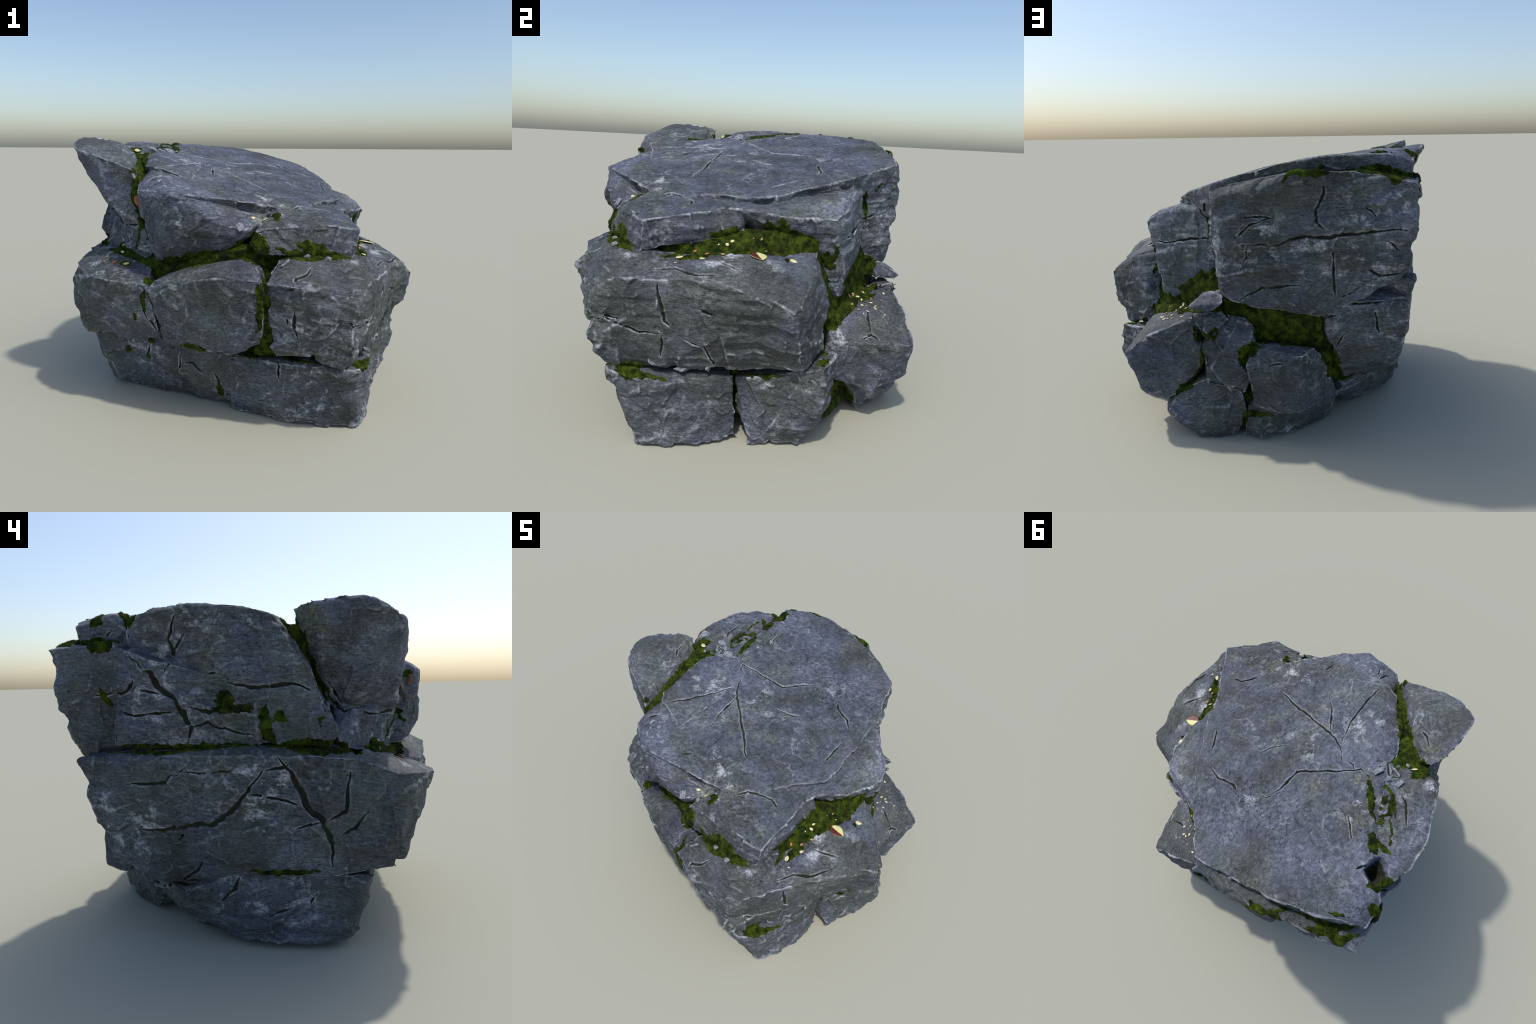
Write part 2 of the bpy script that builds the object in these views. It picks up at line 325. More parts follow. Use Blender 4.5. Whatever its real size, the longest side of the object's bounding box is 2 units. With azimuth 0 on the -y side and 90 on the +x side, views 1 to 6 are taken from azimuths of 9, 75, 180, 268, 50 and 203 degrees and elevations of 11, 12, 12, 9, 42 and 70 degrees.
crack(0.008, (-0.76,0.82,1.17), (-0.76,0.73,1.17), (-0.79,0.62,1.19), (-0.81,0.59,1.23), (-0.81,0.6,1.3))
crack(0.007, (-0.72,0.71,1.09), (-0.81,0.54,1.09), (-0.82,0.4,1.09))
crack(0.006, (-0.83,0.58,1.2), (-0.83,0.48,1.18))
crack(0.009, (-0.81,0.22,1.23), (-0.85,0.08,1.2), (-0.89,-0.09,1.21), (-0.91,-0.18,1.18))
crack(0.007, (-0.82,0.28,1.26), (-0.84,0.19,1.25))
crack(0.009, (-0.85,0.38,1.13), (-0.81,0.27,1.1), (-0.84,0.16,1.1), (-0.87,0.05,1.09))
crack(0.009, (-0.83,0.35,1.03), (-0.81,0.28,1.05), (-0.82,0.17,1.01), (-0.85,0.06,0.99))
crack(0.007, (-0.76,0.62,1.48), (-0.76,0.61,1.41))
crack(0.007, (-0.76,0.68,1.45), (-0.8,0.71,1.4))
crack(0.011, (-0.74,-0.24,1.22), (-0.69,-0.3,1.13), (-0.77,-0.34,1.08), (-0.64,-0.53,1.06))
crack(0.008, (-0.72,-0.33,1.12), (-0.75,-0.26,1.22))
crack(0.018, (-0.93,-0.02,0.91), (-0.94,-0.08,0.84), (-0.92,-0.12,0.76), (-0.93,-0.16,0.67), (-0.94,-0.21,0.62), (-0.94,-0.24,0.56), (-0.93,-0.26,0.49), (-0.93,-0.26,0.41))
crack(0.018, (-0.92,0.04,0.84), (-0.89,0.1,0.77), (-0.87,0.16,0.68), (-0.87,0.23,0.62), (-0.86,0.29,0.6), (-0.84,0.39,0.59), (-0.8,0.48,0.57), (-0.78,0.62,0.56))
crack(0.009, (-0.84,0.39,0.59), (-0.82,0.41,0.53), (-0.82,0.44,0.51))
crack(0.009, (-0.94,-0.22,0.62), (-0.95,-0.31,0.67), (-0.96,-0.32,0.75), (-0.96,-0.33,0.84))
crack(0.007, (-0.95,-0.21,0.62), (-0.93,-0.1,0.59))
crack(0.007, (-0.91,0.11,0.74), (-0.91,-0.02,0.72), (-0.93,-0.15,0.69))
crack(0.007, (-0.93,0.03,0.84), (-0.95,-0.07,0.87))
crack(0.008, (-0.96,-0.28,0.55), (-0.94,-0.35,0.59), (-0.97,-0.41,0.67))
crack(0.008, (-0.87,0.37,0.86), (-0.83,0.46,0.79), (-0.82,0.51,0.78), (-0.8,0.67,0.78))
crack(0.006, (-0.87,0.38,0.84), (-0.87,0.26,0.83), (-0.91,0.16,0.84))
crack(0.014, (-0.53,0.55,0.19), (-0.76,0.41,0.32), (-0.81,0.34,0.37), (-0.84,0.31,0.43))
crack(0.013, (-0.85,0.14,0.36), (-0.84,0.17,0.29), (-0.82,0.24,0.22))
crack(0.008, (-0.88,0.03,0.16), (-0.89,-0.03,0.19), (-0.89,-0.09,0.21))
crack(0.006, (-0.88,-0.2,0.27), (-0.89,-0.16,0.22))

moss(0.035, (-0.51,-0.64,1.33), (-0.56,-0.5,1.36), (-0.63,-0.31,1.43), (-0.68,-0.21,1.45), (-0.76,-0.1,1.46))
moss(0.02, (-0.52,0.05,1.47), (-0.56,0.14,1.49), (-0.59,0.25,1.5), (-0.63,0.3,1.5))
moss(0.03, (-0.63,0.36,1.52), (-0.65,0.42,1.52), (-0.69,0.48,1.52))
moss(0.012, (-0.62,0.28,1.5), (-0.69,0.23,1.5), (-0.68,0.15,1.49), (-0.69,0.1,1.49))
moss(0.013, (-0.67,0.39,1.51), (-0.73,0.44,1.52), (-0.76,0.47,1.53))
moss(0.007, (-0.7,0.24,1.5), (-0.75,0.45,1.53))
moss(0.05, (-0.75,-0.02,1.49), (-0.82,-0.11,1.46))
moss(0.03, (-0.13,0.91,1.43), (-0.21,0.94,1.44), (-0.33,0.94,1.43))
moss(0.035, (-0.45,0.94,1.44), (-0.57,0.91,1.42), (-0.64,0.94,1.4), (-0.72,0.88,1.39))
moss(0.04, (-0.77,0.72,1.51), (-0.75,0.77,1.49))
moss(0.01, (-0.54,0.83,1.51), (-0.65,0.82,1.51))
moss(0.03, (0.71,-0.51,0.92), (0.65,-0.34,0.94))
moss(0.025, (0.76,0,0.92), (0.65,-0.01,1.12))
moss(0.018, (-0.56,-0.64,1.37))
moss(0.05, (0.6,-0.36,1.02), (0.61,-0.26,1.01), (0.63,-0.15,1.01), (0.63,-0.04,1.02), (0.64,0.07,1.01), (0.64,0.19,0.99))
moss(0.04, (0.69,-0.58,0.93), (0.63,-0.46,0.94), (0.64,-0.32,0.95), (0.66,-0.16,0.96), (0.67,0.01,0.95), (0.65,0.14,0.96))
moss(0.035, (0.25,-0.8,1), (0.41,-0.79,0.96), (0.62,-0.72,0.95))
moss(0.03, (0.64,0.23,0.94), (0.63,0.25,0.86))
moss(0.04, (0.21,0.69,0.82), (0.32,0.58,0.76), (0.33,0.56,0.7))
moss(0.05, (0.53,0.38,0.64), (0.45,0.48,0.64), (0.44,0.62,0.65))
moss(0.02, (0.65,0.31,0.6), (0.67,0.29,0.54))
moss(0.06, (0.54,0.42,0.13), (0.47,0.48,0.04))
moss(0.022, (0.66,-0.8,0.39), (0.7,-0.73,0.38), (0.74,-0.6,0.36), (0.75,-0.55,0.35))
moss(0.013, (0.73,-0.2,0.34), (0.78,-0.13,0.36), (0.84,-0.01,0.38))
moss(0.03, (0.87,0.15,0.43), (0.83,0.2,0.45))
moss(0.013, (0.33,0.56,1.24), (0.27,0.59,1.13), (0.27,0.6,1.04))
moss(0.055, (0.11,-0.72,1.06), (0.17,-0.81,1.01), (0.14,-0.78,0.96), (0.03,-0.77,0.99))
moss(0.035, (0.35,-0.77,1.02), (0.41,-0.76,1.01), (0.53,-0.73,0.97))
moss(0.05, (-0.44,-0.67,0.85), (-0.25,-0.72,0.9), (-0.09,-0.76,0.95))
moss(0.03, (-0.46,-0.79,0.79), (-0.44,-0.75,0.8))
moss(0.03, (-0.79,-0.46,0.9), (-0.73,-0.49,0.91), (-0.6,-0.57,0.9))
moss(0.025, (-0.66,-0.62,0.86), (-0.6,-0.64,0.85))
moss(0.02, (-0.56,-0.55,1.36), (-0.55,-0.66,1.32), (-0.56,-0.65,1.25), (-0.52,-0.64,1.1), (-0.46,-0.72,0.99))
moss(0.018, (0.17,-0.84,0.89), (0.18,-0.93,0.82), (0.18,-0.92,0.71), (0.17,-0.86,0.53))
moss(0.032, (0.1,-0.67,0.41), (0.23,-0.82,0.47))
moss(0.02, (-0.52,-0.56,0.38))
moss(0.02, (-0.27,-0.78,0.45), (-0.12,-0.82,0.45))
moss(0.015, (-0.68,-0.51,0.32), (-0.71,-0.45,0.26))
moss(0.02, (0.01,-0.71,0.38), (0.27,-0.72,0.39), (0.37,-0.77,0.39), (0.47,-0.79,0.39))
moss(0.022, (0.61,-0.83,0.39), (0.72,-0.64,0.37))
moss(0.02, (-0.1,-0.63,0.17), (-0.08,-0.57,0.07))
moss(0.012, (-0.45,-0.81,0.77), (-0.48,-0.79,0.7), (-0.47,-0.78,0.61))
moss(0.014, (-0.54,-0.75,0.6), (-0.54,-0.74,0.57))
moss(0.013, (-0.56,-0.52,0.28), (-0.55,-0.52,0.24))
moss(0.025, (0.23,-0.65,1.17), (0.23,-0.72,1.13))
moss(0.013, (0.32,0.76,0.52), (0.32,0.75,0.43), (0.33,0.71,0.33))
moss(0.022, (0.37,0.75,0.63), (0.33,0.75,0.56), (0.28,0.81,0.59), (0.19,0.75,0.64))
moss(0.02, (0.5,0.69,0.21), (0.41,0.77,0.29), (0.32,0.75,0.34))
moss(0.035, (0.1,0.82,0.42), (0.09,0.81,0.48), (0.04,0.82,0.51), (-0,0.81,0.53))
moss(0.08, (-0,0.75,0.58), (-0.08,0.79,0.63), (-0.17,0.79,0.63), (-0.11,0.75,0.54))
moss(0.035, (-0.27,0.75,0.52), (-0.32,0.74,0.47), (-0.4,0.7,0.4), (-0.41,0.65,0.31))
moss(0.02, (0.12,0.75,0.05), (0.07,0.82,0.16), (-0.06,0.83,0.15))
moss(0.02, (0.65,0.3,0.98), (0.68,0.22,0.78))
moss(0.03, (0.35,0.55,0.75), (0.24,0.71,0.8))
moss(0.03, (0.71,0.21,0.55), (0.54,0.42,0.64), (0.43,0.53,0.66))
moss(0.02, (0.76,0.21,0.48))
moss(0.018, (-0.12,0.93,1.39), (-0.16,0.94,1.44), (-0.26,0.94,1.44), (-0.33,0.87,1.45))
moss(0.03, (-0.47,0.86,1.45), (-0.52,0.9,1.43), (-0.64,0.86,1.42), (-0.76,0.78,1.39))
moss(0.012, (0.28,0.68,1.27), (0.29,0.64,1.22))
moss(0.016, (-0.77,0.75,1.21), (-0.75,0.73,1.17), (-0.73,0.71,1.11))
moss(0.05, (-0.8,0.21,1.17), (-0.83,0.19,1.14), (-0.81,0.23,1.12))
moss(0.02, (-0.83,0.26,1.11), (-0.85,0.16,1.11), (-0.87,0.05,1.1))
moss(0.03, (-0.86,0.02,1.13), (-0.86,0.03,1.06), (-0.84,0.01,0.99), (-0.86,-0.02,0.94))
moss(0.03, (-0.87,-0.02,1.06), (-0.88,-0.06,1.08))
moss(0.032, (-0.72,0.83,1.41), (-0.8,0.73,1.38), (-0.74,0.65,1.4))
moss(0.03, (-0.69,0.63,1.53), (-0.81,0.57,1.5))
moss(0.016, (-0.73,0.75,0.92), (-0.81,0.48,0.92), (-0.82,0.32,0.93), (-0.83,0.05,0.94))
moss(0.035, (-0.86,-0.04,0.94), (-0.92,-0.18,0.92), (-0.89,-0.29,0.92), (-0.87,-0.39,0.91))
moss(0.02, (-0.83,-0.15,1.44), (-0.76,-0.2,1.28), (-0.71,-0.24,1.19), (-0.92,-0.21,1.03))
moss(0.02, (-0.51,-0.69,1.25), (-0.51,-0.7,1.25))
moss(0.01, (-0.51,-0.68,1.17), (-0.54,-0.63,1.04), (-0.59,-0.57,0.92))
moss(0.016, (-0.88,0.1,0.39), (-0.9,-0.03,0.38), (-0.93,-0.21,0.39))


def dense(pts, step):
    out = [pts[0]]
    for a, b in zip(pts[:-1], pts[1:]):
        k = max(1, int(np.linalg.norm(b - a) / step))
        out += [a + (b - a) * (j + 1) / k for j in range(k)]
    return np.array(out)


def seg_dist(p, a, b):
    ab = b - a
    t = np.clip(((p - a) @ ab) / max(ab @ ab, 1e-9), 0, 1)
    return np.linalg.norm(p - a - t[:, None] * ab, axis=1), t


def spine_field(p, runs, tree, reach, snap):
    """For every vertex the largest 1 - dist / reach over all runs (0 outside)."""
    field = np.zeros(len(p))
    lo, hi = p.min(0) - .08, p.max(0) + .08
    for size, pts in runs:
        r = reach(size)
        if (pts.max(0) < lo).any() or (pts.min(0) > hi).any():
            continue
        d, keep = [], []
        for v in dense(pts, .02):
            hit = tree.find_nearest(Vector(v), snap + .3 * r)
            keep.append(hit[0] is not None)
            d.append(hit[0] if keep[-1] else v)
        if not any(keep):
            continue
        d = np.array(d)
        n = len(d)
        for i in range(max(1, n - 1)):
            j = min(i + 1, n - 1)
            a, b = d[i], d[j]
            if not (keep[i] and keep[j]) or np.linalg.norm(b - a) > .08:
                continue
            box = np.where(((p > np.minimum(a, b) - r) & (p < np.maximum(a, b) + r)).all(1))[0]
            if len(box) == 0:
                continue
            dist, t = seg_dist(p[box], a, b)
            u = (i + t) / max(1, n - 1)
            end = .12 + .88 * np.minimum(1, 3 * np.minimum(u + .02, 1.02 - u)) if n > 2 else 1.0
            field[box] = np.maximum(field[box], 1 - dist / (r * end))
    return field


# ------------------------------------------------------------------ node helpers
def nodes_of(name):
    m = bpy.data.materials.new(name); m.use_nodes = True
    nt = m.node_tree
    return m, nt, nt.nodes['Principled BSDF']


class N:
    """Small shorthand for building shader graphs."""
    def __init__(self, nt):
        self.nt = nt
        self.co = nt.nodes.new('ShaderNodeTexCoord').outputs['Object']

    def link(self, sock, v):
        if hasattr(v, 'is_linked') or hasattr(v, 'links'):
            self.nt.links.new(v, sock)
        else:
            sock.default_value = v

    def mapping(self, scale=(1, 1, 1), rot=(0, 0, 0), loc=(0, 0, 0), vec=None):
        n = self.nt.nodes.new('ShaderNodeMapping')
        self.nt.links.new(vec or self.co, n.inputs['Vector'])
        n.inputs['Scale'].default_value = scale; n.inputs['Rotation'].default_value = rot
        n.inputs['Location'].default_value = loc
        return n.outputs[0]

    def noise(self, scale, detail=3, rough=.55, vec=None, dist=0.0):
        n = self.nt.nodes.new('ShaderNodeTexNoise')
        self.nt.links.new(vec or self.co, n.inputs['Vector'])
        n.inputs['Scale'].default_value = scale; n.inputs['Detail'].default_value = detail
        n.inputs['Roughness'].default_value = rough; n.inputs['Distortion'].default_value = dist
        return n.outputs[0]

    def ramp(self, fac, *stops):
        n = self.nt.nodes.new('ShaderNodeValToRGB')
        self.nt.links.new(fac, n.inputs[0])
        e = n.color_ramp.elements
        while len(e) < len(stops):
            e.new(.5)
        for el, (pos, c) in zip(e, stops):
            el.position = pos
            el.color = (c, c, c, 1) if not isinstance(c, tuple) else (*c, 1)
        return n.outputs[0]

    def math(self, op, a, b=0.0, c=None):
        n = self.nt.nodes.new('ShaderNodeMath'); n.operation = op
        self.link(n.inputs[0], a); self.link(n.inputs[1], b)
        if c is not None:
            self.link(n.inputs[2], c)
        return n.outputs[0]

    def mix(self, fac, a, b, mode='MIX'):
        n = self.nt.nodes.new('ShaderNodeMix'); n.data_type = 'RGBA'; n.blend_type = mode
        self.link(n.inputs[0], fac)
        for s, v in ((n.inputs[6], a), (n.inputs[7], b)):
            self.link(s, (*v, 1) if isinstance(v, tuple) else v)
        return n.outputs[2]

    def geometry(self, out):
        return self.nt.nodes.new('ShaderNodeNewGeometry').outputs[out]


def stone_material(name, blue, fibre, wear=1.0, lichen=0.0):
    """Slate: blue-grey and green-grey blotches, fine fibrous grain, pale scuffs and veins."""
    m, nt, b = nodes_of(name)
    g = N(nt)
    big = g.noise(3.0, 4, .6, dist=.6)
    tint = g.ramp(big, (.50 - .22 * blue, 0.0), (.72 - .22 * blue, 1.0))
    col = g.mix(tint, GREEN_GREY, BLUE_GREY)
    # fibrous grain
    warped = g.mapping(scale=(1.0, 1.0, 3.4), rot=fibre)
    grain = g.noise(38, 5, .68, warped, .5)
    col = g.mix(1.0, col, g.ramp(grain, (.27, .42), (.50, .92), (.75, 1.85)), 'MULTIPLY')
    spots = g.noise(120, 2, .6)
    col = g.mix(1.0, col, g.ramp(spots, (.32, .72), (.5, 1.0), (.72, 1.22)), 'MULTIPLY')
    cloud = g.noise(7.5, 4, .6)
    col = g.mix(1.0, col, g.ramp(cloud, (.3, .66), (.7, 1.26)), 'MULTIPLY')
    tone = g.noise(1.7, 2, .5, g.mapping(loc=(5, 7, 2)))
    col = g.mix(1.0, col, g.ramp(tone, (.35, .80), (.65, 1.20)), 'MULTIPLY')
    # thin dark fissures along the bedding
    fis = g.noise(9, 4, .6, g.mapping(scale=(1, 1, 3.0), rot=fibre, loc=(3, 1, 7)), .25)
    line = g.math('ABSOLUTE', g.math('SUBTRACT', fis, .5))
    fm = g.math('MULTIPLY', g.ramp(line, (.0, 1.0), (.014, 0.0)), g.ramp(g.noise(3.5), (.42, 0.0), (.56, .8)))
    col = g.mix(fm, col, (.012, .014, .013))
    # pale mineral veins
    vn = g.noise(4.2, 4, .62, g.mapping(rot=(.6, .4, 1.0), loc=(9, 2, 4)), .35)
    vl = g.math('ABSOLUTE', g.math('SUBTRACT', vn, .5))
    vm = g.math('MULTIPLY', g.ramp(vl, (.0, 1.0), (.030, 0.0)), g.ramp(g.noise(2.6, 2, .5, g.mapping(loc=(4, 8, 1))), (.50, 0.0), (.64, 1.0)))
    vm = g.math('MULTIPLY', vm, g.ramp(g.noise(45, 3, .7), (.38, 0.0), (.62, 1.0)))
    col = g.mix(g.math('MULTIPLY', vm, .40), col, PALE)
    # scuffed, worn arrises (only where the stone has been rubbed)
    bev = nt.nodes.new('ShaderNodeBevel'); bev.samples = 6; bev.inputs['Radius'].default_value = .024
    vd = nt.nodes.new('ShaderNodeVectorMath'); vd.operation = 'DOT_PRODUCT'
    nt.links.new(bev.outputs[0], vd.inputs[0]); nt.links.new(g.geometry('Normal'), vd.inputs[1])
    turn = g.ramp(g.math('SUBTRACT', 1.0, vd.outputs['Value']), (.02, 0.0), (.16, 1.0))
    pt = g.math('MULTIPLY', turn, g.ramp(g.geometry('Pointiness'), (.495, 0.0), (.525, 1.0)))
    pt = g.math('MAXIMUM', pt, g.ramp(g.geometry('Pointiness'), (.515, 0.0), (.575, .9)))
    rub = g.ramp(g.noise(5.0, 3, .6, g.mapping(loc=(1, 5, 2))), (.37, .06), (.54, 1.0))
    em = g.math('MULTIPLY', g.math('MULTIPLY', pt, rub), g.ramp(g.noise(60, 3, .7), (.3, .30), (.58, 1.0)))
    col = g.mix(g.math('MULTIPLY', em, .95 * wear), col, PALE)
    # crusts of white flecks
    fv = g.noise(12, 5, .72, g.mapping(rot=fibre, scale=(1, 1, 1.6), loc=(6, 3, 8)), .25)
    fk = g.math('MULTIPLY', g.ramp(fv, (.52, 0.0), (.63, 1.0)), g.ramp(g.noise(2.4, 3, .6, g.mapping(loc=(8, 1, 3))), (.50, 0.0), (.60, 1.0)))
    fk = g.math('MULTIPLY', fk, g.ramp(g.noise(90, 3, .7), (.36, .1), (.60, 1.0)))
    col = g.mix(g.math('MULTIPLY', fk, .9), col, PALE)
    if lichen:
        lm = g.math('MULTIPLY', g.ramp(g.noise(4.0, 2, .5, g.mapping(loc=(2, 2, 9))), (.60, 0.0), (.70, 1.0)),
                    g.ramp(g.noise(55, 3, .7), (.48, 0.0), (.62, 1.0)))
        col = g.mix(g.math('MULTIPLY', lm, lichen), col, (.25, .27, .15))
    nt.links.new(col, b.inputs['Base Color'])
    b.inputs['Roughness'].default_value = .72
    b.inputs['Specular IOR Level'].default_value = .3
    h = g.math('ADD', g.math('MULTIPLY', grain, .7), g.math('MULTIPLY', spots, .3))
    h = g.math('SUBTRACT', h, g.math('MULTIPLY', fm, .6))
    bump = nt.nodes.new('ShaderNodeBump')
    bump.inputs['Strength'].default_value = .7; bump.inputs['Distance'].default_value = .006
    nt.links.new(h, bump.inputs['Height']); nt.links.new(bump.outputs[0], b.inputs['Normal'])
    return m


GREEN_GREY = (.074, .083, .081)
BLUE_GREY = (.094, .104, .140)
PALE = (.50, .52, .57)


def moss_material(name, dark, light):
    m, nt, b = nodes_of(name)
    g = N(nt)
    col = g.mix(g.ramp(g.noise(26, 4, .65), (.38, 0.0), (.70, 1.0)), dark, light)
    col = g.mix(g.ramp(g.noise(9, 4, .65), (.52, 0.0), (.64, .75)), col, (.012, .013, .006))
    col = g.mix(1.0, col, g.ramp(g.noise(150, 2, .6), (.3, .55), (.7, 1.4)), 'MULTIPLY')
    nt.links.new(col, b.inputs['Base Color'])
    b.inputs['Roughness'].default_value = .95
    b.inputs['Specular IOR Level'].default_value = .08
    bump = nt.nodes.new('ShaderNodeBump')
    bump.inputs['Strength'].default_value = .8; bump.inputs['Distance'].default_value = .006
    nt.links.new(g.noise(110, 3, .7), bump.inputs['Height']); nt.links.new(bump.outputs[0], b.inputs['Normal'])
    return m


def plain_material(name, a, c, rough=.6, scale=30):
    m, nt, b = nodes_of(name)
    g = N(nt)
    nt.links.new(g.mix(g.ramp(g.noise(scale, 3), (.35, 0.0), (.65, 1.0)), a, c), b.inputs['Base Color'])
    b.inputs['Roughness'].default_value = rough
    return m


# ------------------------------------------------------------------ build
root = bpy.data.objects.new('rock_outcrop', None)
bpy.context.scene.collection.objects.link(root)
root['label'] = 'stacked blue grey slate rock with mossy cracks and leaf litter'
root['category'] = 'rock'

M_TOP = stone_material('slate_blue', .75, (.25, -.22, .2), 1.0, .45)
M_SIDE = stone_material('slate_green_grey', .28, (0, .06, .1), 1.0)
M_LEFT = stone_material('slate_grey', .45, (.5, .1, 0), .8)
M_CRACK_DARK = plain_material('crevice_near_black', (.010, .012, .008), (.022, .026, .012), .95, 40)  # near-black colour for the inside of the carved cracks and the bottom of the hole
M_MOSS = moss_material('moss_green', (.008, .015, .003), (.066, .096, .009))
STONE_OF = {'cap_slab': M_TOP, 'spire': M_TOP, 'wall_slab': M_LEFT, 'side_block': M_LEFT, 'footing.003': M_LEFT,
            'block': M_LEFT, 'block.001': M_LEFT, 'footing': M_LEFT, 'wedge_stone': M_TOP, 'boulder': M_TOP}

from mathutils.bvhtree import BVHTree
MOSS_BITS = []      # (verts, faces) of the moss cushions


def tree_of(me):
    me.calc_loop_triangles()
    t = np.empty(len(me.loop_triangles) * 3, dtype=np.int32); me.loop_triangles.foreach_get('vertices', t)
    return BVHTree.FromPolygons(coords(me).tolist(), t.reshape(-1, 3).tolist(), all_triangles=True)


def quads(me):
    idx = np.empty(len(me.loops), dtype=np.int32); me.loops.foreach_get('vertex_index', idx)
    return idx.reshape(-1, 4)


def moss_cushion(p, n, f, field):
    """Lift a bumpy cushion of moss off the faces where the moss field is positive."""
    keep = (field[f] > 0).any(1)
    if not keep.any():
        return
    f = f[keep]
    used, inv = np.unique(f.ravel(), return_inverse=True)
    q, m = p[used], np.clip(field[used], -.25, 1)
    s = np.clip(m / .45, 0, 1)
    s = s * (2 - s)
    h = s * (.0035 + .006 * (fbm(q * 26, 2) + .3) + .0055 * np.clip(noise(q * 80), 0, 1)) + .0012 * noise(q * 160)
    h = np.where(m <= 0, -.004, h)
    MOSS_BITS.append((q + n[used] * h[:, None], inv.reshape(-1, 4), n[used], m))


def wobble(p, *terms):
    for amp, scale, k in terms:
        p = p + amp * np.stack([noise(p * scale + k + o) for o in (0.0, 31.2, 77.7)], 1)
    return p


def refine(me, near):
    """Split the faces along the cracks once more so that the cracks have crisp lips."""
    bm = bmesh.new(); bm.from_mesh(me)
    bm.verts.ensure_lookup_table()
    es = [ed for ed in bm.edges if near[ed.verts[0].index] and near[ed.verts[1].index]]
    bmesh.ops.subdivide_edges(bm, edges=es, cuts=1, use_grid_fill=True)
    bm.to_mesh(me); bm.free()


def shape_block(name, spec):
    me = voxel_mesh(name, spec['lumps'], VOX)
    p = coords(me); e = edges(me)
    p = relax(p, e, 2); set_coords(me, p)
    p = p - .001 * normals(me); set_coords(me, p)
    n = normals(me).copy()
    edge = np.clip(np.einsum('ij,ij->i', p - relax(p, e, 40, .6), n) / .0035, 0, 1)
    edge = relax(np.repeat(edge[:, None], 3, 1), e, 8)[:, 0]
    p = p + n * rock_relief(p, n, spec['strata'], spec['rough'], edge)[:, None]
    p = relax(p, e, 1, .4)
    for centre, radius, deep in PITS:
        r = np.linalg.norm((wobble(p, (.022, 13, 8.5), (.012, 34, 2.5)) - centre) / radius, axis=1)
        w = np.clip(1 - r, 0, 1)
        p = p - np.array([0, 0, 1.0]) * (deep * w * w * (3 - 2 * w))[:, None]
    p[:, 2] = np.maximum(p[:, 2], 0.0)
    set_coords(me, p)
    tree = tree_of(me)
    ragged = wobble(p, (.014, 17, 2.5), (.011, 45, 9.5))
    g = spine_field(ragged, MOSS, tree, lambda r: 1.05 * r + .004, .03)
    g = np.where(g > 0, g - .18 + .45 * noise(p * 27) + .25 * noise(p * 65), 0)
    g = np.where(g > .02, g, -.05)
    moss_cushion(p, normals(me).copy(), quads(me), g)
    # cracks
    reach = lambda w: 2 * (1.0 * w + .0025)
    wob = lambda q: wobble(q, (.010, 14, 5.5), (.004, 42, 15.5))
    c = spine_field(wob(p), CRACKS, tree, reach, .045)
    deep = np.zeros(len(p))
    if c.max() > 0:
        refine(me, c > .15)
        p = coords(me)
        c = np.clip(2 * spine_field(wob(p), CRACKS, tree, reach, .045) - 1, 0, 1)
        c = np.clip(c * (1 + .9 * noise(p * 16 + 4)), 0, 1)
        deep = c * c * (3 - 2 * c)
        p = p - normals(me) * (deep * .016)[:, None]
        set_coords(me, p)
    for centre, radius, _ in PITS:          # near-black faces in the bottom of the hole
        inside = (np.linalg.norm((p - centre)[:, :2] / radius[:2], axis=1) < .75) & (p[:, 2] < centre[2] - .045) & (p[:, 2] > centre[2] - .2)
        deep = np.where(inside & (normals(me)[:, 2] > .1), 1.0, deep)
    me.materials.append(STONE_OF.get(name, M_SIDE)); me.materials.append(M_CRACK_DARK)
    fc = np.zeros(len(me.polygons)); tot = np.zeros(len(me.polygons), dtype=np.int32)
    me.polygons.foreach_get('loop_total', tot)
    idx = np.empty(len(me.loops), dtype=np.int32); me.loops.foreach_get('vertex_index', idx)
    fc = np.add.reduceat(deep[idx], np.concatenate([[0], np.cumsum(tot)[:-1]])) / tot
    me.polygons.foreach_set('material_index', (fc > .40).astype(np.int32))
    me.polygons.foreach_set('use_smooth', [True] * len(me.polygons))
    ob = bpy.data.objects.new(name, me)
    bpy.context.scene.collection.objects.link(ob)
    ob.parent = root
    return ob


# the hole where the cap, the rim block and the wall meet
PITS = [(np.array([-.71, .56, 1.53]), np.array([.07, .09, .18]), .16)]

for name, spec in BLOCKS.items():
    shape_block(name, spec)


def joined(name, bits, mat, smooth=True):
    """One mesh object from several (verts, faces) pieces."""
    vs, fs, off = [], [], 0
    for v, f in bits:
        vs.append(v); fs.append(np.asarray(f) + off); off += len(v)
    vs = np.concatenate(vs); k = fs[0].shape[1]; fs = np.concatenate(fs)
    me = bpy.data.meshes.new(name)
    me.vertices.add(len(vs)); me.loops.add(fs.size); me.polygons.add(len(fs))
    me.vertices.foreach_set('co', vs.astype(np.float32).ravel())
    me.loops.foreach_set('vertex_index', fs.astype(np.int32).ravel())
    me.polygons.foreach_set('loop_start', np.arange(0, fs.size, k, dtype=np.int32))
    me.polygons.foreach_set('use_smooth', [smooth] * len(fs))
    me.update(calc_edges=True); me.validate()
    me.materials.append(mat)
    ob = bpy.data.objects.new(name, me); bpy.context.scene.collection.objects.link(ob)
    ob.parent = root
    return ob


